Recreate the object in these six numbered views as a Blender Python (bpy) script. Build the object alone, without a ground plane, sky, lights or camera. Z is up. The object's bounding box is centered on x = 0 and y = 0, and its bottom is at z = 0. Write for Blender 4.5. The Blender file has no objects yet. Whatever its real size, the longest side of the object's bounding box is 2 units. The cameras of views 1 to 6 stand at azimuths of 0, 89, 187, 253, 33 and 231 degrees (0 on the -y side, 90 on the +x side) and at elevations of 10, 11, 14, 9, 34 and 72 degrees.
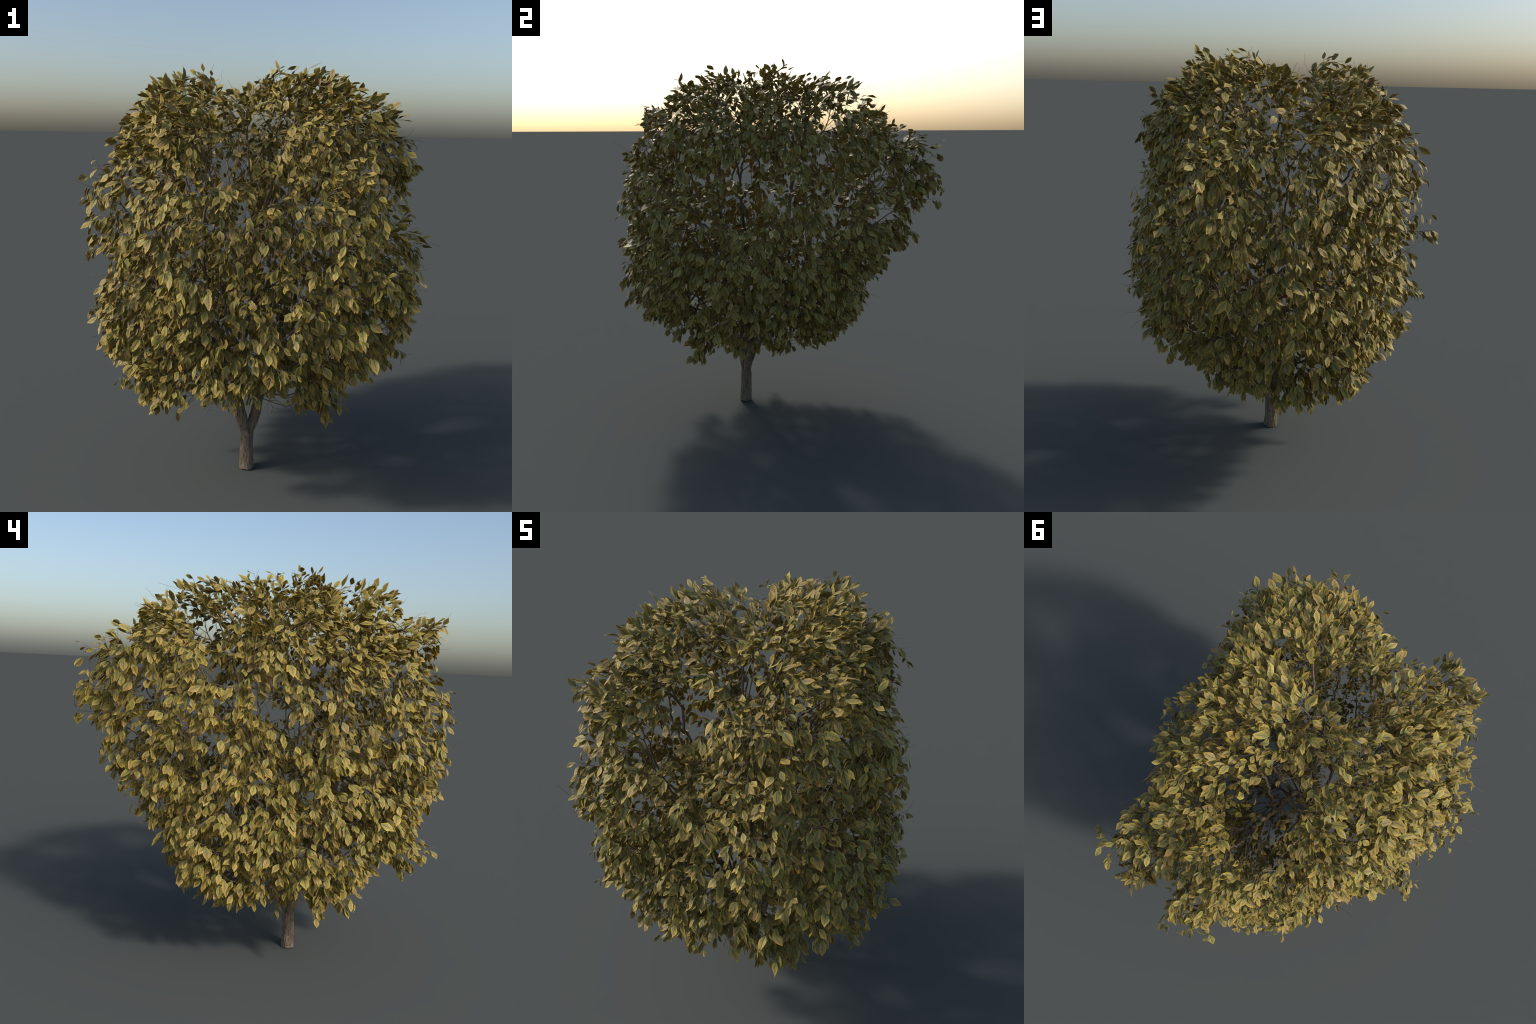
"""A small broad-leaved tree: a short trunk that forks low, bare ascending limbs inside,
and a lumpy outer shell of drooping, yellowing, egg-shaped leaves with gaps between boughs."""
import bpy, math, random
import numpy as np
from mathutils import Vector

rng = np.random.default_rng(7)
random.seed(7)

# ------------------------------------------------------------------ crown shape: foliage clumps
# (centre x, y, z, radius) of the clumps the crown is made of
CLUMPS = np.array([
    (-0.19, 0.13, 0.74, 0.41), (0.25, -0.35, 1.54, 0.41), (0.27, -0.15, 0.80, 0.41), (0.05, 0.21, 1.54, 0.40),
    (0.07, -0.53, 0.92, 0.42), (-0.35, -0.33, 1.34, 0.42), (-0.15, 0.31, 1.08, 0.42), (0.39, -0.43, 1.08, 0.40),
    (-0.37, -0.19, 0.84, 0.40), (-0.23, 0.29, 1.42, 0.40), (-0.25, -0.19, 1.56, 0.40), (-0.21, -0.57, 1.24, 0.39),
    (0.15, 0.23, 1.08, 0.42), (-0.13, -0.21, 0.72, 0.41), (0.17, -0.11, 1.58, 0.39), (-0.21, -0.39, 1.58, 0.35),
    (-0.33, -0.03, 1.44, 0.41), (0.21, -0.47, 0.84, 0.39), (0.29, -0.09, 1.20, 0.40), (0.35, -0.61, 1.32, 0.28),
    (0.15, 0.11, 0.88, 0.42), (-0.31, -0.33, 0.90, 0.42), (0.09, 0.67, 1.48, 0.18), (0.37, -0.31, 0.94, 0.41),
    (-0.05, -0.51, 0.84, 0.40), (-0.19, 0.37, 1.46, 0.37), (0.13, 0.51, 1.14, 0.25), (-0.35, -0.07, 1.12, 0.39),
    (0.33, -0.41, 1.54, 0.36), (-0.39, -0.27, 0.50, 0.18), (0.15, 0.13, 1.58, 0.36), (-0.33, 0.29, 0.80, 0.28),
    (-0.27, -0.49, 1.10, 0.41), (0.45, -0.65, 0.96, 0.23), (-0.25, -0.67, 1.62, 0.18), (-0.43, -0.65, 0.66, 0.13),
    (-0.23, 0.75, 1.32, 0.13), (0.17, -0.47, 1.24, 0.42), (-0.03, -0.15, 0.64, 0.35), (-0.19, 0.59, 1.08, 0.19),
    (-0.27, 0.73, 1.48, 0.13), (0.13, 0.67, 1.40, 0.17), (-0.33, -0.01, 1.72, 0.21), (0.09, -0.35, 1.58, 0.37),
    (-0.53, 0.39, 1.62, 0.11), (0.33, -0.01, 1.00, 0.36), (0.11, -0.49, 0.66, 0.26), (0.01, 0.11, 0.78, 0.41),
    (0.35, -0.35, 1.54, 0.36), (-0.17, -0.59, 1.04, 0.36), (-0.23, 0.27, 1.10, 0.39), (-0.23, -0.55, 1.38, 0.35),
    (-0.35, -0.15, 0.76, 0.38), (0.39, -0.23, 1.20, 0.35), (-0.41, 0.15, 1.60, 0.24), (-0.21, -0.45, 1.78, 0.18),
    (0.13, 0.15, 1.36, 0.42), (-0.25, 0.67, 1.22, 0.14), (-0.35, -0.67, 0.64, 0.13), (0.57, -0.67, 1.24, 0.12),
    (0.09, 0.77, 1.34, 0.11), (0.01, 0.65, 1.56, 0.13), (-0.31, 0.51, 1.58, 0.19), (0.19, 0.57, 1.10, 0.18),
    (-0.17, -0.81, 1.48, 0.12), (0.35, -0.47, 0.46, 0.08), (0.57, -0.67, 1.04, 0.16), (0.59, -0.29, 0.68, 0.13),
    (0.35, -0.59, 0.88, 0.30), (-0.33, -0.65, 1.64, 0.15), (-0.15, 0.79, 1.28, 0.07), (-0.45, -0.39, 0.84, 0.28),
    (-0.09, -0.67, 0.94, 0.29), (-0.25, -0.29, 0.54, 0.23), (-0.19, -0.79, 1.30, 0.19), (0.49, -0.65, 1.50, 0.14),
    (0.31, -0.25, 1.62, 0.32), (0.07, 0.45, 1.26, 0.29), (-0.29, 0.69, 1.56, 0.12), (0.19, -0.13, 0.40, 0.08),
    (0.23, -0.47, 0.46, 0.07), (0.23, 0.19, 0.84, 0.32), (-0.31, -0.49, 1.18, 0.39), (-0.29, -0.07, 1.76, 0.20),
    (0.59, -0.35, 1.60, 0.14), (-0.19, -0.77, 1.62, 0.10), (-0.29, 0.67, 1.42, 0.14), (0.09, 0.21, 1.62, 0.33),
    (-0.47, 0.37, 1.52, 0.17), (-0.45, 0.39, 0.60, 0.09), (-0.11, -0.79, 1.26, 0.18), (-0.39, -0.53, 1.52, 0.23),
])
# gaps between boughs: (start point), (end point), radius, share of the leaves that stays
GAPS = [
    # looking along x: bare stems show in the upper middle
    ((0.70, -0.20, 1.45), (0.05, -0.22, 1.40), 0.085, 0.06),
    ((0.75, -0.25, 1.25), (0.05, -0.25, 1.18), 0.095, 0.06),
    ((-0.72, -0.26, 1.33), (-0.05, -0.22, 1.38), 0.075, 0.12),
    ((0.43, 0.20, 1.69), (-0.56, 0.30, 1.69), 0.055, 0.25),
    ((0.43, 0.12, 1.50), (-0.10, 0.16, 1.46), 0.050, 0.25),
    # the loose side bough
    ((0.36, 0.53, 1.40), (-0.36, 0.62, 1.33), 0.056, 0.22),
    ((0.40, 0.52, 1.20), (-0.40, 0.68, 1.14), 0.066, 0.15),
    ((0.30, 0.70, 1.30), (-0.30, 0.72, 1.26), 0.035, 0.40),
    ((0.45, 0.36, 1.05), (0.10, 0.42, 1.00), 0.060, 0.15),
    ((0.70, -0.44, 0.79), (0.20, -0.48, 0.70), 0.065, 0.20),
    ((0.70, -0.50, 1.15), (0.25, -0.46, 1.08), 0.055, 0.25),
    # looking from the far left
    ((-0.66, 0.43, 1.65), (0.44, 0.18, 1.68), 0.065, 0.15),
    ((-0.70, 0.17, 1.35), (0.10, -0.08, 1.31), 0.075, 0.08),
    ((-0.72, 0.02, 1.22), (0.05, -0.22, 1.16), 0.075, 0.08),
    ((-0.74, -0.06, 1.49), (-0.10, -0.28, 1.49), 0.070, 0.15),
    ((-0.75, -0.18, 1.03), (-0.30, -0.33, 0.96), 0.065, 0.15),
    ((-0.60, 0.40, 1.15), (-0.20, 0.28, 1.10), 0.055, 0.25),
    # from above
    ((0.05, -0.70, 1.71), (-0.40, -0.10, 1.34), 0.105, 0.06),
    ((-0.05, -0.82, 1.60), (-0.50, -0.28, 1.25), 0.105, 0.08),
    ((0.25, -0.62, 1.84), (-0.05, -0.10, 1.56), 0.070, 0.15),
    ((0.33, -0.80, 1.58), (0.02, -0.33, 1.20), 0.060, 0.25),
    ((-0.24, 0.21, 1.98), (0.05, -0.02, 0.65), 0.150, 0.10),
    ((-0.25, 0.01, 1.98), (-0.05, -0.22, 0.95), 0.080, 0.15),
    ((-0.30, 0.36, 1.90), (-0.10, 0.25, 1.00), 0.155, 0.04),
    ((-0.12, -0.29, 1.98), (0.20, -0.60, 0.95), 0.130, 0.03),
    # the cleft between the two domes on top, and seams below it
    ((-0.08, -0.62, 1.80), (-0.10, 0.54, 1.76), 0.050, 0.40),
    ((-0.11, -0.82, 1.52), (-0.18, 0.80, 1.50), 0.055, 0.30),
    ((-0.17, 0.90, 1.41), (-0.10, 0.20, 1.28), 0.055, 0.25),
    ((-0.16, 0.82, 1.12), (-0.09, 0.20, 1.00), 0.055, 0.25),
    ((-0.04, -0.90, 1.38), (-0.06, -0.30, 1.32), 0.050, 0.30),
    ((0.07, -0.87, 1.18), (0.08, -0.30, 1.08), 0.050, 0.30),
    ((0.62, -0.45, 1.36), (0.40, -0.40, 1.34), 0.060, 0.25),
]


def crown(p):
    """signed depth of points in the crown (positive inside) and the outward direction"""
    d = np.linalg.norm(p[:, None] - CLUMPS[None, :, :3], axis=2)
    s = CLUMPS[None, :, 3] - d
    w = np.exp((s - s.max(1, keepdims=True)) / 0.03)
    w /= w.sum(1, keepdims=True)
    g = ((p[:, None] - CLUMPS[None, :, :3]) / np.maximum(d, 1e-6)[..., None] * w[..., None]).sum(1)
    return s.max(1), unit(g)


def unit(v):
    return v / np.maximum(np.linalg.norm(v, axis=-1, keepdims=True), 1e-9)


def gap_keep(p):
    keep = np.ones(len(p))
    for a, b, r, k in GAPS:
        a, b = np.array(a), np.array(b)
        ab = b - a
        t = np.clip((p - a) @ ab / (ab @ ab), 0, 1)
        d = np.linalg.norm(p - a - t[:, None] * ab, axis=1)
        f = np.clip((d - 0.7 * r) / (0.45 * r), 0, 1)
        keep = np.minimum(keep, k + (1 - k) * f)
    return keep


# ------------------------------------------------------------------ skeleton of limbs
class Skeleton:
    def __init__(self):
        self.pos, self.parent, self.dirn, self.limb = [], [], [], []

    def add(self, p, parent, limb=True):
        p = np.asarray(p, float)
        self.pos.append(p)
        self.parent.append(parent)
        self.dirn.append(unit(p - self.pos[parent]) if parent >= 0 else np.array([0, 0, 1.0]))
        self.limb.append(limb)
        return len(self.pos) - 1


def catmull(points, step):
    pts = [np.array(p, float) for p in points]
    pts = [2 * pts[0] - pts[1]] + pts + [2 * pts[-1] - pts[-2]]
    out = [pts[1]]
    for i in range(1, len(pts) - 2):
        p0, p1, p2, p3 = pts[i - 1:i + 3]
        n = max(1, int(round(np.linalg.norm(p2 - p1) / step)))
        for k in range(1, n + 1):
            t = k / n
            out.append(0.5 * (2 * p1 + (p2 - p0) * t + (2 * p0 - 5 * p1 + 4 * p2 - p3) * t * t + (3 * p1 - p0 - 3 * p2 + p3) * t ** 3))
    return out


SK = Skeleton()


def limb(points, wobble=0.006):
    """a limb starts at the skeleton node nearest to its first control point"""
    if not SK.pos:
        last, pts = SK.add(points[0], -1), catmull(points, 0.03)[1:]
    else:
        last = int(np.argmin([np.linalg.norm(q - np.array(points[0])) for q in SK.pos]))
        pts = catmull([SK.pos[last]] + list(points[1:]), 0.03)[1:]
    for i, p in enumerate(pts):
        last = SK.add(p + rng.normal(0, wobble, 3) * min(1, i / 4), last)


limb([(-.016, -.225, 0), (-.018, -.222, .08), (-.017, -.22, .15), (-.014, -.219, .175)], 0)
# left stem, goes straight up through the middle and forks again
limb([(-.014, -.219, .175), (-.042, -.230, .26), (-.056, -.240, .34), (-.063, -.238, .42), (-.045, -.222, .60), (-.01, -.215, .85), (.0, -.23, 1.15),
      (.015, -.245, 1.32), (-.02, -.22, 1.5), (-.04, -.19, 1.76)], .003)
limb([(.0, -.23, 1.15), (.06, -.25, 1.36), (.12, -.28, 1.55), (.19, -.32, 1.76)], .004)
# right stem, leans back and forks into a limb towards +x and one towards +y
limb([(-.014, -.219, .175), (.019, -.203, .26), (.037, -.181, .34), (.054, -.16, .44), (.052, -.125, .54)], .001)
limb([(.052, -.125, .54), (.11, -.115, .62), (.19, -.09, .74), (.30, -.03, .88), (.40, .0, 1.02)])
limb([(.13, -.11, .65), (.15, -.15, .9), (.19, -.21, 1.15), (.19, -.29, 1.39), (.28, -.38, 1.64)])
limb([(.052, -.125, .54), (.035, -.03, .60), (.0, .10, .72), (-.03, .22, .86), (-.08, .30, 1.0), (-.12, .38, 1.2), (-.16, .45, 1.5)])
limb([(-.03, .22, .86), (.03, .38, 1.05), (.10, .50, 1.25), (.10, .58, 1.42)])
limb([(.02, .05, .67), (.1, .03, 1.0), (.17, .05, 1.36), (.2, .12, 1.62)])
limb([(-.08, .30, 1.0), (-.2, .42, 1.15), (-.24, .55, 1.32)])
# limbs from the left stem towards -y and -x
limb([(-.063, -.238, .42), (-.10, -.26, .50), (-.17, -.33, .70), (-.21, -.37, 1.0), (-.23, -.37, 1.39), (-.27, -.40, 1.62)])
limb([(-.17, -.33, .70), (-.10, -.46, .88), (-.06, -.58, 1.1), (-.12, -.66, 1.3)])
limb([(-.21, -.37, 1.0), (-.27, -.5, 1.2), (-.27, -.58, 1.45)])
limb([(-.045, -.222, .60), (-.12, -.13, .75), (-.18, 0, 1.0), (-.21, .07, 1.32), (-.27, .12, 1.6)])
limb([(-.12, -.27, .55), (-.25, -.23, .64), (-.40, -.20, .82), (-.50, -.20, 1.0)])
limb([(.19, -.09, .74), (.28, -.25, .87), (.38, -.38, 1.02), (.44, -.48, 1.22)])
limb([(-.01, -.215, .85), (.08, -.35, 1.0), (.16, -.48, 1.15), (.25, -.58, 1.35)])
limb([(-.053, -.238, .33), (-.03, -.34, .48), (.05, -.46, .62), (.12, -.6, .8)])
limb([(.2, -.08, .75), (.2, .1, .86), (.22, .25, .98)])
limb([(-.18, 0, 1.0), (-.3, .12, 1.14), (-.36, .28, 1.36)])
limb([(-.21, -.37, 1.2), (-.36, -.3, 1.36), (-.46, -.22, 1.55)])

# ------------------------------------------------------------------ twig tips in the outer shell of the crown
N_TIPS = 4200
cand = rng.uniform((-1, -1, .25), (1, 1, 2.0), (260000, 3))
depth, outward = crown(cand)
# hollows between the clumps, so that the outline is ragged and dark pockets form; some shoots stick out
hollow = np.sin(cand @ np.array([9, 15, 6.0])) * np.sin(cand @ np.array([-13, 6, 11.0])) + .7 * np.sin(cand @ np.array([21, -9, 17.0])) * np.sin(cand @ np.array([8, 23, -15.0]))
low_tuft = (cand[:, 2] < .52) & (np.hypot(cand[:, 0] + .015, cand[:, 1] + .215) > .34)
depth = depth - np.where(low_tuft, .02, .085) * np.clip(hollow, 0, 1) + np.where(rng.uniform(0, 1, len(cand)) < .06, .045, 0)
band = np.where((depth < .014) | (cand[:, 1] < -.90), 0, np.where(depth < .095, 1.0, np.where(depth < .16, .55, np.where(depth < .25, .26, np.where(depth < .34, .09, .010)))))
band *= gap_keep(cand) * np.where(low_tuft, 1.7, 1)
band *= np.clip(1.12 - .35 * np.clip((cand[:, 2] - 1.05) / .3, 0, 1) + .85 * np.clip((cand[:, 2] - 1.52) / .15, 0, 1), 0, 1.6)
# deep cells of low density inside and around the trunk foot
band *= np.where((cand[:, 2] < .45) & (np.hypot(cand[:, 0], cand[:, 1] + .22) < .10), 0.1, 1)
lump = np.sin(cand @ np.array([13, 5, 9.0])) + np.sin(cand @ np.array([-6, 14, 7.0])) + np.sin(cand @ np.array([5, -8, 15.0]))
band *= np.clip(.85 + .25 * lump, .25, 1.6)
order = np.nonzero(rng.uniform(0, 1.6, len(cand)) < band)[0]
tips, kept = [], np.zeros((0, 3))
for i in order:                                   # keep them a little apart from each other
    p = cand[i]
    if len(kept) and (np.abs(kept - p).max(1) < .0205).any():
        continue
    kept = np.vstack([kept, p])
    if len(kept) >= N_TIPS:
        break
first_free = len(kept)
kept = np.vstack([kept, [(.07, .01, 1.985), (.60, -.70, 1.44), (-.22, -.80, 1.66), (.05, .84, 1.38), (-.24, .86, 1.38), (.07, .905, 1.33), (.16, .85, 1.56), (.12, .86, 1.5), (.10, .88, 1.25), (.30, .84, 1.35)]])
# dangling sprays that hang out of the crown: top, bottom, number of shoots
SPRAYS = [((.32, -.44, .56), (.335, -.462, .40), 16), ((.24, -.50, .58), (.25, -.50, .47), 7), ((-.08, .68, 1.10), (-.08, .71, .97), 15),
          ((.05, .66, 1.12), (.03, .70, 1.00), 9), ((-.20, -.10, .44), (-.21, -.08, .27), 7), ((-.46, -.18, .50), (-.49, -.18, .37), 8),
          ((-.14, .15, .44), (-.15, .17, .33), 7), ((-.42, -.62, .62), (-.44, -.65, .52), 7), ((.0, .82, 1.45), (.05, .88, 1.30), 8),
          ((.06, .72, 1.50), (.19, .79, 1.45), 16), ((.04, .73, 1.30), (.15, .84, 1.36), 16), ((.0, .72, 1.20), (.04, .81, 1.26), 12),
          ((-.14, .68, 1.20), (-.18, .79, 1.13), 10), ((.61, -.29, 1.50), (.69, -.31, 1.56), 13), ((.62, -.41, 1.50), (.69, -.44, 1.55), 12),
          ((.35, -.72, 1.48), (.34, -.77, 1.54), 11), ((.45, -.73, 1.48), (.44, -.78, 1.53), 9), ((.16, .58, 1.54), (.22, .70, 1.50), 12), ((-.04, .60, 1.56), (.06, .76, 1.56), 10), ((-.28, -.70, 1.70), (-.37, -.76, 1.745), 7), ((-.18, -.72, 1.69), (-.21, -.79, 1.77), 7), ((.68, -.25, 1.0), (.76, -.25, .98), 6), ((-.74, -.15, 1.2), (-.79, -.12, 1.15), 5)]
for a, b, n in SPRAYS:
    t = rng.uniform(0, 1, (n, 1)) ** .8
    kept = np.vstack([kept, np.array(a) * (1 - t) + np.array(b) * t + rng.normal(0, .022, (n, 3)) * (1.2 - .6 * t)])
tip_depth, tip_out = crown(kept)

# each tip is joined to the limb or twig that reaches it with the straightest way out
lim = np.array(SK.pos)
near = np.array([np.linalg.norm(lim - t, axis=1).min() for t in kept])
CAP = 120000
P, D, H = np.zeros((CAP, 3)), np.zeros((CAP, 3)), np.zeros(CAP)
n0 = len(SK.pos)
P[:n0], D[:n0] = lim, np.array(SK.dirn)
for i in range(n0):
    H[i] = 0 if SK.parent[i] < 0 else H[SK.parent[i]] + np.linalg.norm(P[i] - P[SK.parent[i]])
twig_paths, twig_free = [], []
for ti in np.argsort(near):
    t = kept[ti]
    n = len(SK.pos)
    v = t - P[:n]
    L = np.linalg.norm(v, axis=1) + 1e-6
    cosang = (v * D[:n]).sum(1) / L
    cost = L * (1.25 - .55 * cosang) + .22 * H[:n] + np.where(P[:n, 2] < .30, 1.0, 0) + np.where(L < .03, .2, 0) + .25 * np.maximum(0, P[:n, 2] - t[2] - .12)
    b = int(np.argmin(cost))
    start, l = P[b], L[b]
    e = unit(tip_out[ti] * .7 + np.array([0, 0, -.35 + .5 * max(0, tip_out[ti][2])]) + rng.normal(0, .25, 3))
    d0 = unit(D[b] * .45 + unit(v[b]) + np.array([0, 0, .35]))
    steps = max(2, int(round(l / .035)))
    prev, path = b, [b]
    for k in range(1, steps + 1):
        s = k / steps
        h00, h10, h01, h11 = 2 * s ** 3 - 3 * s * s + 1, s ** 3 - 2 * s * s + s, -2 * s ** 3 + 3 * s * s, s ** 3 - s * s
        q = h00 * start + h10 * l * d0 + h01 * t + h11 * l * e * .8
        if k < steps:
            q = q + rng.normal(0, .0022, 3)
        prev = SK.add(q, prev, False)
        P[prev], D[prev] = q, SK.dirn[-1]
        H[prev] = H[path[-1]] + np.linalg.norm(q - P[path[-1]])
        path.append(prev)
    twig_paths.append(path)
    twig_free.append(ti >= first_free)

N = len(SK.pos)
P, D, par = P[:N], D[:N], np.array(SK.parent)
kids = [[] for _ in range(N)]
for i in range(1, N):
    kids[par[i]].append(i)
# ease the kinks: every free node moves towards the middle between its parent and its thickest child
tail = {path[-1] for path in twig_paths}
n_down = np.ones(N)
for i in range(N - 1, 0, -1):
    n_down[par[i]] += n_down[i]
main_kid = np.array([max(k, key=lambda j: n_down[j]) if k else -1 for k in kids])
free = np.array([i > n0 and main_kid[i] >= 0 and i not in tail for i in range(N)])
for _ in range(5):
    Q = P.copy()
    Q[free] = .5 * P[free] + .25 * (P[par[free]] + P[main_kid[free]])
    P = Q
D[1:] = unit(P[1:] - P[par[1:]])
load = np.zeros(N)
for path in twig_paths:
    load[path[-1]] += 1
for i in range(N - 1, 0, -1):
    load[i] = max(load[i], 1)
    load[par[i]] += load[i]
R = .00085 * load ** .46
R *= .033 / R[0]
R = np.maximum(R, .0008)
z = P[:, 2]
foot = np.array(SK.limb) & (z < .15) & (np.hypot(P[:, 0] + .016, P[:, 1] + .222) < .03)
fork = np.array(SK.limb) & (z > .15) & (z < .42) & (np.hypot(P[:, 0] + .012, P[:, 1] + .21) < .085) & (R > .012)
R[fork] *= 1 + .22 * np.clip((.42 - z[fork]) / .12, 0, 1) * np.clip((z[fork] - .18) / .09, 0, 1)
R[foot] = .032 + .006 * np.clip(1 - z[foot] / .15, 0, 1) ** 1.3

# ------------------------------------------------------------------ materials
def material(name):
    m = bpy.data.materials.new(name)
    m.use_nodes = True
    t = m.node_tree
    return m, t, t.nodes["Principled BSDF"]


def node(t, kind, **kw):
    n = t.nodes.new(kind)
    for k, v in kw.items():
        if k == "ins":
            for a, b in v.items():
                if hasattr(b, "is_output"):
                    t.links.new(b, n.inputs[a])
                else:
                    n.inputs[a].default_value = b
        else:
            setattr(n, k, v)
    return n


def mathn(t, op, a, b=0.0, c=0.0, clamp=False):
    n = node(t, "ShaderNodeMath", operation=op, use_clamp=clamp)
    for i, x in enumerate((a, b, c)):
        if hasattr(x, "is_output"):
            t.links.new(x, n.inputs[i])
        else:
            n.inputs[i].default_value = x
    return n.outputs[0]


def mix(t, f, a, b, blend="MIX"):
    n = node(t, "ShaderNodeMix", data_type="RGBA", blend_type=blend)
    for i, x in ((0, f), (6, a), (7, b)):
        if hasattr(x, "is_output"):
            t.links.new(x, n.inputs[i])
        else:
            n.inputs[i].default_value = x if i == 0 else (*x, 1)
    return n.outputs[2]


def smooth(t, x, a, b):
    n = node(t, "ShaderNodeMapRange", interpolation_type="SMOOTHSTEP")
    t.links.new(x, n.inputs[0])
    n.inputs[1].default_value, n.inputs[2].default_value = a, b
    return n.outputs[0]


def leaf_material():
    m, t, bsdf = material("yellowing_leaf")
    along = node(t, "ShaderNodeAttribute", attribute_name="leaf_along").outputs["Fac"]
    across = node(t, "ShaderNodeAttribute", attribute_name="leaf_across").outputs["Fac"]
    geo = node(t, "ShaderNodeNewGeometry")
    info = node(t, "ShaderNodeObjectInfo")
    seed = mathn(t, "FRACT", mathn(t, "ADD", geo.outputs["Random Per Island"], mathn(t, "MULTIPLY", info.outputs["Random"], 3.7)))
    side = mathn(t, "ABSOLUTE", across)
    # leaf coordinates, shifted from leaf to leaf
    vec = node(t, "ShaderNodeCombineXYZ", ins={0: across, 1: mathn(t, "MULTIPLY", along, 1.7), 2: mathn(t, "MULTIPLY", seed, 57.0)}).outputs[0]
    n1 = node(t, "ShaderNodeTexNoise", ins={"Vector": vec, "Scale": 2.2, "Detail": 3.0, "Roughness": .6}).outputs["Fac"]
    n2 = node(t, "ShaderNodeTexNoise", ins={"Vector": vec, "Scale": 7.5, "Detail": 2.0, "Roughness": .6}).outputs["Fac"]
    # greener towards the stalk, browner in the middle, yellow on the rim and at the tip
    col = mix(t, smooth(t, mathn(t, "ADD", along, mathn(t, "MULTIPLY", mathn(t, "SUBTRACT", n1, .5), .9)), .15, .62), GREEN, OCHRE)
    # dark green mottling between the side veins
    mot = node(t, "ShaderNodeTexNoise", ins={"Vector": vec, "Scale": 4.6, "Detail": 3.0, "Roughness": .65}).outputs["Fac"]
    col = mix(t, mathn(t, "MULTIPLY", smooth(t, mot, .52, .68), .75), col, DARKGREEN)
    rim = mathn(t, "ADD", smooth(t, side, .62, 1.0), smooth(t, along, .72, .98), clamp=True)
    rim = mathn(t, "MULTIPLY", rim, smooth(t, n1, .26, .52))
    col = mix(t, mathn(t, "MULTIPLY", rim, .9), col, YELLOW)
    blot = mathn(t, "MULTIPLY", smooth(t, n2, .50, .66), mathn(t, "SUBTRACT", 1.0, smooth(t, side, .35, .9)))
    blot = mathn(t, "MULTIPLY", blot, smooth(t, along, .12, .4))
    blot = mathn(t, "MULTIPLY", blot, mathn(t, "SUBTRACT", 1.0, smooth(t, along, .78, .95)))
    col = mix(t, mathn(t, "MULTIPLY", blot, .85), col, BROWN)
    n3 = node(t, "ShaderNodeTexNoise", ins={"Vector": vec, "Scale": 15.0, "Detail": 1.0}).outputs["Fac"]
    col = mix(t, mathn(t, "MULTIPLY", smooth(t, n3, .60, .68), .55), col, RIB)
    # midrib and side veins
    rib = mathn(t, "MULTIPLY", mathn(t, "SUBTRACT", 1.0, smooth(t, side, .05, .17)), mathn(t, "SUBTRACT", 1.0, smooth(t, along, .75, .95)))
    vein = mathn(t, "SINE", mathn(t, "MULTIPLY", mathn(t, "SUBTRACT", along, mathn(t, "MULTIPLY", side, .22)), 52.0))
    vein = mathn(t, "MULTIPLY", smooth(t, vein, .65, 1.0), .36)
    col = mix(t, mathn(t, "MAXIMUM", mathn(t, "MULTIPLY", rib, .70), vein), col, RIB)
    hsv = node(t, "ShaderNodeHueSaturation", ins={"Hue": mathn(t, "MULTIPLY_ADD", seed, .03, .487), "Saturation": 1.04,
               "Value": mathn(t, "MULTIPLY_ADD", mathn(t, "FRACT", mathn(t, "MULTIPLY", seed, 7.3)), .40, .76), "Color": col})
    t.links.new(hsv.outputs[0], bsdf.inputs["Base Color"])
    bsdf.inputs["Roughness"].default_value = .48
    bsdf.inputs["Specular IOR Level"].default_value = .36
    bump = node(t, "ShaderNodeBump", ins={"Strength": .5, "Distance": .002, "Height": mathn(t, "SUBTRACT", n2, mathn(t, "MAXIMUM", rib, vein))})
    t.links.new(bump.outputs[0], bsdf.inputs["Normal"])
    trans = node(t, "ShaderNodeBsdfTranslucent", ins={"Color": mix(t, .5, hsv.outputs[0], (.30, .18, .03))})
    both = node(t, "ShaderNodeMixShader", ins={0: TRANSLUCENT, 1: bsdf.outputs[0], 2: trans.outputs[0]})
    t.links.new(both.outputs[0], t.nodes["Material Output"].inputs["Surface"])
    return m


DARKGREEN = (.125, .145, .05)
GREEN, OCHRE, YELLOW, BROWN, RIB, TRANSLUCENT = (.195, .20, .060), (.345, .25, .074), (.51, .355, .048), (.145, .105, .075), (.070, .060, .030), .025


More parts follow.
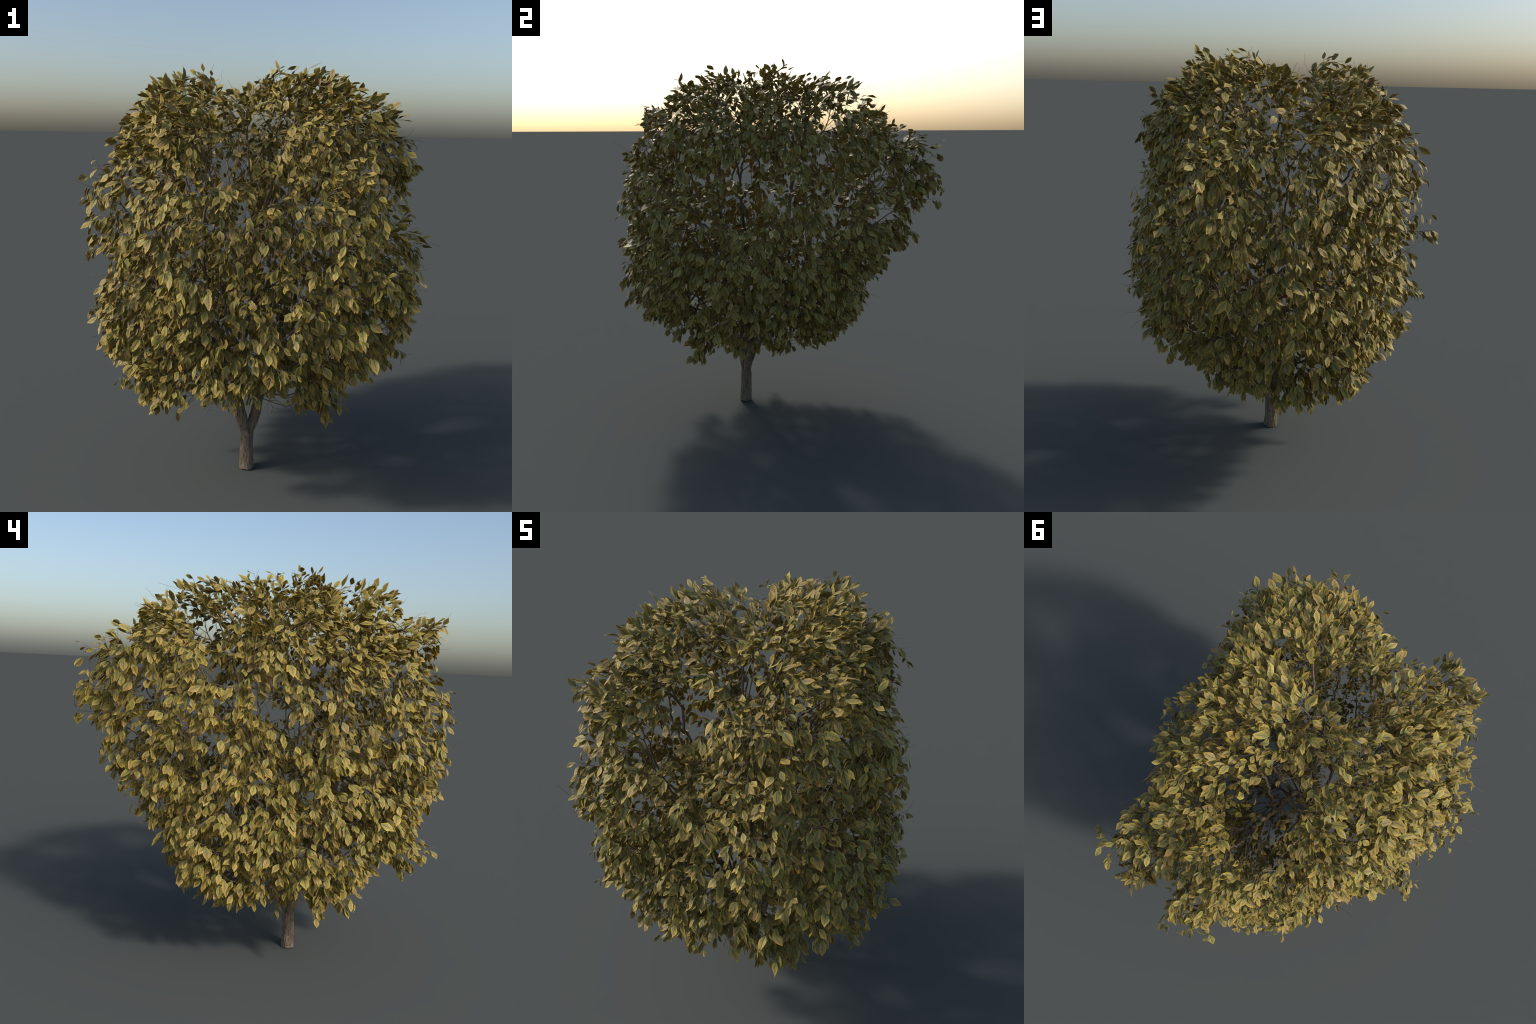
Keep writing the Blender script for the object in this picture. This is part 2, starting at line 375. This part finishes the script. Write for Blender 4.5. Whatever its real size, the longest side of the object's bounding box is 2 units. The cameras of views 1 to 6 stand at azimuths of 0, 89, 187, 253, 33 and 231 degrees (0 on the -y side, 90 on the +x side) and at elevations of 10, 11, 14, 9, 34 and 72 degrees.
def bark_material(name, moss, dark=1.0):
    m, t, bsdf = material(name)
    co = node(t, "ShaderNodeTexCoord").outputs["Object"]
    stretch = node(t, "ShaderNodeMapping", ins={"Vector": co, "Scale": (1, 1, .2)}).outputs[0]
    warp = node(t, "ShaderNodeTexNoise", ins={"Vector": co, "Scale": 18.0, "Detail": 3.0}).outputs["Color"]
    vec = mix(t, .03, stretch, warp, "ADD")
    fib = node(t, "ShaderNodeTexNoise", ins={"Vector": vec, "Scale": 120.0, "Detail": 5.0, "Roughness": .65}).outputs["Fac"]
    crack = node(t, "ShaderNodeTexVoronoi", feature="DISTANCE_TO_EDGE", ins={"Vector": vec, "Scale": 62.0}).outputs["Distance"]
    crack = smooth(t, crack, .0, .16)
    patch = node(t, "ShaderNodeTexNoise", ins={"Vector": co, "Scale": 11.0, "Detail": 4.0}).outputs["Fac"]
    col = mix(t, smooth(t, fib, .3, .7), tuple(c * dark for c in (.115, .088, .067)), tuple(c * dark for c in (.30, .232, .170)))
    col = mix(t, smooth(t, patch, .42, .66), col, tuple(c * dark for c in (.20, .145, .108)))
    col = mix(t, mathn(t, "MULTIPLY", mathn(t, "SUBTRACT", 1.0, crack), .30), col, tuple(c * dark for c in (.065, .050, .040)))
    mo = node(t, "ShaderNodeTexNoise", ins={"Vector": vec, "Scale": 24.0, "Detail": 5.0, "Roughness": .7}).outputs["Fac"]
    col = mix(t, mathn(t, "MULTIPLY", smooth(t, mo, .53, .60), moss), col, (.060, .088, .020))
    t.links.new(col, bsdf.inputs["Base Color"])
    bsdf.inputs["Roughness"].default_value = .85
    bsdf.inputs["Specular IOR Level"].default_value = .2
    h = mathn(t, "ADD", mathn(t, "MULTIPLY", crack, .28), fib)
    bump = node(t, "ShaderNodeBump", ins={"Strength": 1.0, "Distance": .007, "Height": h})
    t.links.new(bump.outputs[0], bsdf.inputs["Normal"])
    return m


LEAF = leaf_material()
BARK = bark_material("mossy_bark", .85)
TWIG = bark_material("twig_bark", .45, 1.05)

# ------------------------------------------------------------------ mesh helpers
def mesh_from(name, verts, faces_flat, sizes, mat, smooth_shade=True):
    me = bpy.data.meshes.new(name)
    nv, nl, nf = len(verts), len(faces_flat), len(sizes)
    me.vertices.add(nv)
    me.vertices.foreach_set("co", np.asarray(verts, np.float32).ravel())
    me.loops.add(nl)
    me.loops.foreach_set("vertex_index", np.asarray(faces_flat, np.int32))
    me.polygons.add(nf)
    st = np.concatenate([[0], np.cumsum(sizes)[:-1]]).astype(np.int32)
    me.polygons.foreach_set("loop_start", st)
    me.polygons.foreach_set("use_smooth", np.full(nf, smooth_shade))
    me.update(calc_edges=True)
    me.materials.append(mat)
    return me


class Tubes:
    def __init__(self):
        self.v, self.f, self.s, self.n = [], [], [], 0

    def tube(self, pts, rad, sides, tip=True):
        pts, rad = np.asarray(pts), np.asarray(rad)
        tan = unit(np.gradient(pts, axis=0))
        ref = np.array([1.0, 0, 0]) if abs(tan[0][0]) < .8 else np.array([0, 1.0, 0])
        x = unit(np.cross(tan[0], ref))
        a = np.arange(sides) * math.tau / sides
        for p, r, d in zip(pts, rad, tan):
            x = unit(x - d * (x @ d))
            y = np.cross(d, x)
            self.v.append(p + r * (np.cos(a)[:, None] * x + np.sin(a)[:, None] * y))
        m, k = len(pts), np.arange(sides)
        k2 = (k + 1) % sides
        for i in range(m - 1):
            o = self.n + i * sides
            self.f.append(np.stack([o + k, o + k2, o + k2 + sides, o + k + sides], 1).ravel())
            self.s += [4] * sides
        self.f.append(self.n + k[::-1])
        self.f.append(self.n + (m - 1) * sides + k)
        self.s += [sides, sides]
        self.n += m * sides

    def mesh(self, name, mat):
        return mesh_from(name, np.vstack(self.v), np.concatenate(self.f), self.s, mat)


def put(name, mesh, parent=None, stuff=False):
    o = bpy.data.objects.new(name, mesh)
    bpy.context.scene.collection.objects.link(o)
    o.parent = parent
    if stuff:
        o["kind"] = "stuff"
    return o


def chains(nodes):
    """split a set of nodes into runs that follow the thickest child"""
    inside, done, out = set(nodes), set(), []
    for i in sorted(nodes):
        if i in done:
            continue
        run, j = ([par[i]] if par[i] >= 0 else []) + [i], i
        done.add(i)
        while True:
            nxt = [k for k in kids[j] if k in inside and k not in done]
            if not nxt:
                break
            j = max(nxt, key=lambda k: R[k])
            done.add(j)
            run.append(j)
        out.append(run)
    return out


tree = bpy.data.objects.new("leafy_tree", None)
bpy.context.scene.collection.objects.link(tree)
tree["label"] = "small forked tree with dense drooping yellow-green leaves"
tree["category"] = "tree"

# ------------------------------------------------------------------ trunk and thick limbs: one fused surface
THICK = .0075
thick = [i for i in range(N) if SK.limb[i] and R[i] >= THICK]
thick_set = set(thick)
T = Tubes()
for run in chains(thick):
    pts, rad = P[run].copy(), R[run].copy()
    if SK.limb[run[0]] and run[0] != 0:
        rad[0] = min(rad[0], rad[1] * 1.15)
    T.tube(pts, rad, 12)
raw = put("trunk_raw", T.mesh("trunk_raw", BARK))
mod = raw.modifiers.new("fuse", "REMESH")
mod.mode, mod.voxel_size = "VOXEL", .0035
sm = raw.modifiers.new("soften", "SMOOTH")
sm.factor, sm.iterations = .5, 6
dg = bpy.context.evaluated_depsgraph_get()
trunk_mesh = bpy.data.meshes.new_from_object(raw.evaluated_get(dg))
bpy.data.objects.remove(raw)
trunk_mesh.name = "trunk"
nv = len(trunk_mesh.vertices)
co, no = np.empty(nv * 3, np.float32), np.empty(nv * 3, np.float32)
trunk_mesh.vertices.foreach_get("co", co)
trunk_mesh.vertices.foreach_get("normal", no)
co, no = co.reshape(-1, 3), no.reshape(-1, 3)
ang = np.arctan2(co[:, 1] + .222, co[:, 0] + .016)
low = np.clip(1 - co[:, 2] / .55, 0, 1)
ridge = (np.sin(ang * 7 + 3 * np.sin(co[:, 2] * 21) + 9 * co[:, 2]) * .5 + np.sin(ang * 13 - 26 * co[:, 2] + 2 * np.sin(co[:, 2] * 47)) * .35
         + np.sin(co @ np.array([95, 60, 33.0])) * np.sin(co @ np.array([-50, 110, 41.0])) * .6)
flute = np.where(co[:, 2] < .03, np.sin(ang * 5 + 1) * .0016 * (1 - co[:, 2] / .03), 0)
side = np.abs((co[:, 0] + .012) * .86 + (co[:, 1] + .219) * .51)
groove = -.0065 * np.exp(-(side / .0075) ** 2) * np.clip((co[:, 2] - .10) / .06, 0, 1) * np.clip((.27 - co[:, 2]) / .05, 0, 1)
co += no * (ridge * .0013 * low + flute + groove)[:, None]
co[:, 2] = np.maximum(co[:, 2], 0)
trunk_mesh.vertices.foreach_set("co", co.ravel())
trunk_mesh.polygons.foreach_set("use_smooth", np.ones(len(trunk_mesh.polygons), bool))
trunk_mesh.update()
if not trunk_mesh.materials:
    trunk_mesh.materials.append(BARK)
trunk = put("trunk", trunk_mesh, tree)

# ------------------------------------------------------------------ leaves: a few leaf shapes, then placed along the twigs
ROWS = [(0, .05), (.17, .56), (.36, .96), (.55, 1.0), (.74, .74), (.88, .34), (1.0, .02)]
COLS = (-1, 0, 1)


def leaf_shape(width, fold, droop, twist, curl, seed):
    r = np.random.default_rng(seed)
    top, along, across = [], [], []
    for t, w in ROWS:
        for c in COLS:
            edge = 1 + (r.uniform(-.20, .16) if abs(c) == 1 and 0 < t < 1 else 0)
            half = width * w * edge
            a = twist * (t - .3)
            x, zz = c * half, abs(c) * half * fold + curl * (abs(c) * half) ** 2
            y = t - .02 * abs(c)
            top.append((x * math.cos(a) - zz * math.sin(a), y * (1 - .12 * droop * droop * y), zz * math.cos(a) + x * math.sin(a) - droop * t * t + r.normal(0, .006)))
            along.append(t)
            across.append(c)
    top = np.array(top)
    nr, nc = len(ROWS), len(COLS)
    under = top - np.array([0, 0, .011])
    faces = []
    g = lambda i, j: i * nc + j
    o = nr * nc
    for i in range(nr - 1):
        for j in range(nc - 1):
            q = (g(i, j), g(i, j + 1), g(i + 1, j + 1), g(i + 1, j))
            faces += [q, tuple(o + k for k in q[::-1])]
    ring = [g(0, j) for j in range(nc)] + [g(i, nc - 1) for i in range(1, nr)] + [g(nr - 1, j) for j in range(nc - 2, -1, -1)] + [g(i, 0) for i in range(nr - 2, 0, -1)]
    for a, b in zip(ring, ring[1:] + ring[:1]):
        faces.append((b, a, o + a, o + b))
    return np.vstack([top, under]), np.array(faces), np.tile(along, 2), np.tile(across, 2)


SHAPES = [leaf_shape(rng.uniform(.225, .305), rng.uniform(.02, .34), rng.uniform(-.08, .28), rng.normal(0, .55), rng.uniform(-.6, .4), 100 + k) for k in range(14)]


def dress(me, along, across):
    for nm, val in (("leaf_along", along), ("leaf_across", across)):
        me.attributes.new(nm, "FLOAT", "POINT").data.foreach_set("value", np.asarray(val, np.float32))
    me.set_sharp_from_angle(angle=math.radians(24))


axis = np.array([-.0, -.08])
leaf_base, leaf_node, leaf_own, leaf_free, stalk_from = [], [], [], [], []
for path, free_twig in zip(twig_paths, twig_free):
    pts = P[path]
    seg = np.linalg.norm(np.diff(pts, axis=0), axis=1)
    s = np.concatenate([[0], np.cumsum(seg)])
    reach = min(s[-1] * .95, rng.uniform(.08, .17))
    count = int(round(reach / .0195)) + 1
    own = 0 if free_twig else rng.normal(0, 1)                    # each shoot hangs out or stays back as a whole
    for k in range(count):
        d = s[-1] - reach * k / max(1, count - .4) + rng.normal(0, .003)
        d = np.clip(d, 0, s[-1])
        q = np.array([np.interp(d, s, pts[:, a]) for a in range(3)])
        nd = path[min(len(path) - 1, max(1, int(np.searchsorted(s, d))))]
        tw = D[nd]
        stalk_from.append(q)
        leaf_node.append(nd)
        leaf_base.append(tw)
        leaf_own.append(own)
        leaf_free.append(free_twig and d > s[-1] - .09)
stalk_from, twd, own = np.array(stalk_from), np.array(leaf_base), np.array(leaf_own)
nl = len(stalk_from)
dep, out = crown(stalk_from)
away = stalk_from[:, :2] - axis
away = np.hstack([unit(away), np.zeros((nl, 1))])
up = np.array([0, 0, 1.0])
top_ness = np.clip((out[:, 2] - .25) / .6, 0, 1)[:, None]
jit = rng.normal(0, 1, (nl, 3))
tipdir = unit((-up * .95 + away * .30) * (1 - top_ness) + (away * .75 + out * .25 + up * rng.uniform(-.35, .75, (nl, 1))) * top_ness + twd * .32 + unit(jit) * (.60 + .25 * top_ness))
nrm = out * .75 + up * (.50 + .25 * top_ness) + rng.normal(0, .54, (nl, 3))
flip = rng.uniform(0, 1, nl) < .04
nrm[flip] *= -1
nrm = unit(nrm - tipdir * (nrm * tipdir).sum(1, keepdims=True))
size = np.clip(rng.normal(.0470, .0095, nl), .028, .080)
stalk_dir = unit(tipdir * .6 + twd * .5 + unit(rng.normal(0, 1, (nl, 3))) * .6)
base = stalk_from + stalk_dir * np.where(rng.uniform(0, 1, (nl, 1)) < .04, rng.uniform(.035, .06, (nl, 1)), rng.uniform(.008, .026, (nl, 1)))
mid = base + tipdir * size[:, None] * .5
dmid, _ = crown(mid)
dtip, _ = crown(base + tipdir * size[:, None] * .95)
special = np.array(leaf_free)
ok = ((dmid > -.014 + rng.normal(0, .008, nl) + own * .022) & (dtip > -.030 + own * .022) & (base[:, 2] > .1)) | special
ok &= (rng.uniform(0, 1, nl) < .08 + .92 * gap_keep(mid)) | special
ok &= (mid + tipdir * size[:, None] * .5)[:, 2] < 1.998
ok &= np.abs(mid[:, 1] + tipdir[:, 1] * size * .5 + .01) < .925
rho = np.hypot(mid[:, 0] + .015, mid[:, 1] + .215)
ok &= (mid[:, 2] > np.where(rho < .13, .43, np.where((np.abs(mid[:, 0]) < .27) & (mid[:, 1] < -.2), .545, np.where(rho < .36, .49, .33))) + rng.normal(0, .01, nl) + own * .045) | special
idx = np.nonzero(ok)[0]
xax = np.cross(tipdir, nrm)
FRAME = np.stack([xax, tipdir, nrm], axis=2) * size[:, None, None]
which = rng.integers(0, len(SHAPES), nl)

# the 300 leaves that stick out furthest and are largest become objects of their own
show = dmid[idx] - size[idx] * .8 + rng.normal(0, .012, len(idx))
named = set(idx[np.argsort(show)[:300]].tolist())

# ------------------------------------------------------------------ boughs: everything that grows from the fused trunk
root_of = np.full(N, -1)
for i in range(N):
    if i in thick_set:
        continue
    p = par[i]
    root_of[i] = i if p in thick_set else root_of[p]
roots = [r for r in np.unique(root_of) if r >= 0]
cnt = {r: int((root_of == r).sum()) for r in roots}
# very small shoots ride with the nearest large bough
big = [r for r in roots if cnt[r] >= 12]
for r in roots:
    if cnt[r] < 12:
        near_big = min(big, key=lambda b: np.linalg.norm(P[b] - P[r]))
        root_of[root_of == r] = near_big
single = [mesh_from("leaf", v, f.ravel(), [4] * len(f), LEAF) for v, f, a, c in SHAPES]
for me, (v, f, a, c) in zip(single, SHAPES):
    dress(me, a, c)

leaf_owner = root_of[np.array(leaf_node)]
leaf_owner[leaf_owner < 0] = big[0]
from mathutils import Matrix
TWIGGY = .0024
for b in big:
    nodes = [int(i) for i in np.nonzero(root_of == b)[0]]
    wood = [i for i in nodes if R[i] >= TWIGGY or i == b]
    thin = [i for i in nodes if not (R[i] >= TWIGGY or i == b)]
    W = Tubes()
    for run in chains(wood):
        rad = R[run].copy()
        rad[0] = min(rad[0], rad[1] * 1.2)
        W.tube(P[run], rad, 7)
    branch = put("branch", W.mesh("branch", TWIG), tree)
    G = Tubes()
    for run in chains(thin):
        rad = R[run].copy()
        rad[0] = min(rad[0], rad[1] * 1.1)
        rad[-1] *= .7
        pts = P[run]
        if run[-1] in tail and rng.uniform() < .6 and pts[-1][2] < 1.93 and -.84 < pts[-1][1] < .87:      # a hair-thin bare shoot past the last leaf
            e = unit(pts[-1] - pts[-2]) + rng.normal(0, .35, 3)
            l = rng.uniform(.02, .055)
            pts = np.vstack([pts, pts[-1] + e * l * .5, pts[-1] + (e + rng.normal(0, .2, 3)) * l])
            rad = np.concatenate([rad, [.0006, .0004]])
        G.tube(pts, rad, 4)
    mine = [i for i in idx if leaf_owner[i] == b]
    for i in mine:
        p0, p1 = stalk_from[i], base[i] + tipdir[i] * size[i] * .04
        G.tube(np.stack([p0, (p0 + p1) / 2 + np.array([0, 0, .003]), p1]), (.0008, .0007, .0006), 3)
    if G.n:
        put("twigs", G.mesh("twigs", TWIG), branch, True)
    vs, fs, al, ac, off = [], [], [], [], 0
    for i in mine:
        v, f, a, c = SHAPES[which[i]]
        if i in named:
            o = put("leaf", single[which[i]], branch)
            m4 = np.eye(4)
            m4[:3, :3], m4[:3, 3] = FRAME[i], base[i]
            o.matrix_local = Matrix(m4.tolist())
            continue
        vs.append(v @ FRAME[i].T + base[i])
        fs.append(f + off)
        al.append(a)
        ac.append(c)
        off += len(v)
    if vs:
        f = np.concatenate(fs)
        me = mesh_from("foliage", np.vstack(vs), f.ravel(), [4] * len(f), LEAF)
        dress(me, np.concatenate(al), np.concatenate(ac))
        put("foliage", me, branch, True)

print("tips", len(kept), "of", len(order), "cover", kept[:, 2].mean(), "nodes", N, "leaves", len(idx), "boughs", len(big), "trunk radius", R[0], "thick", len(thick))
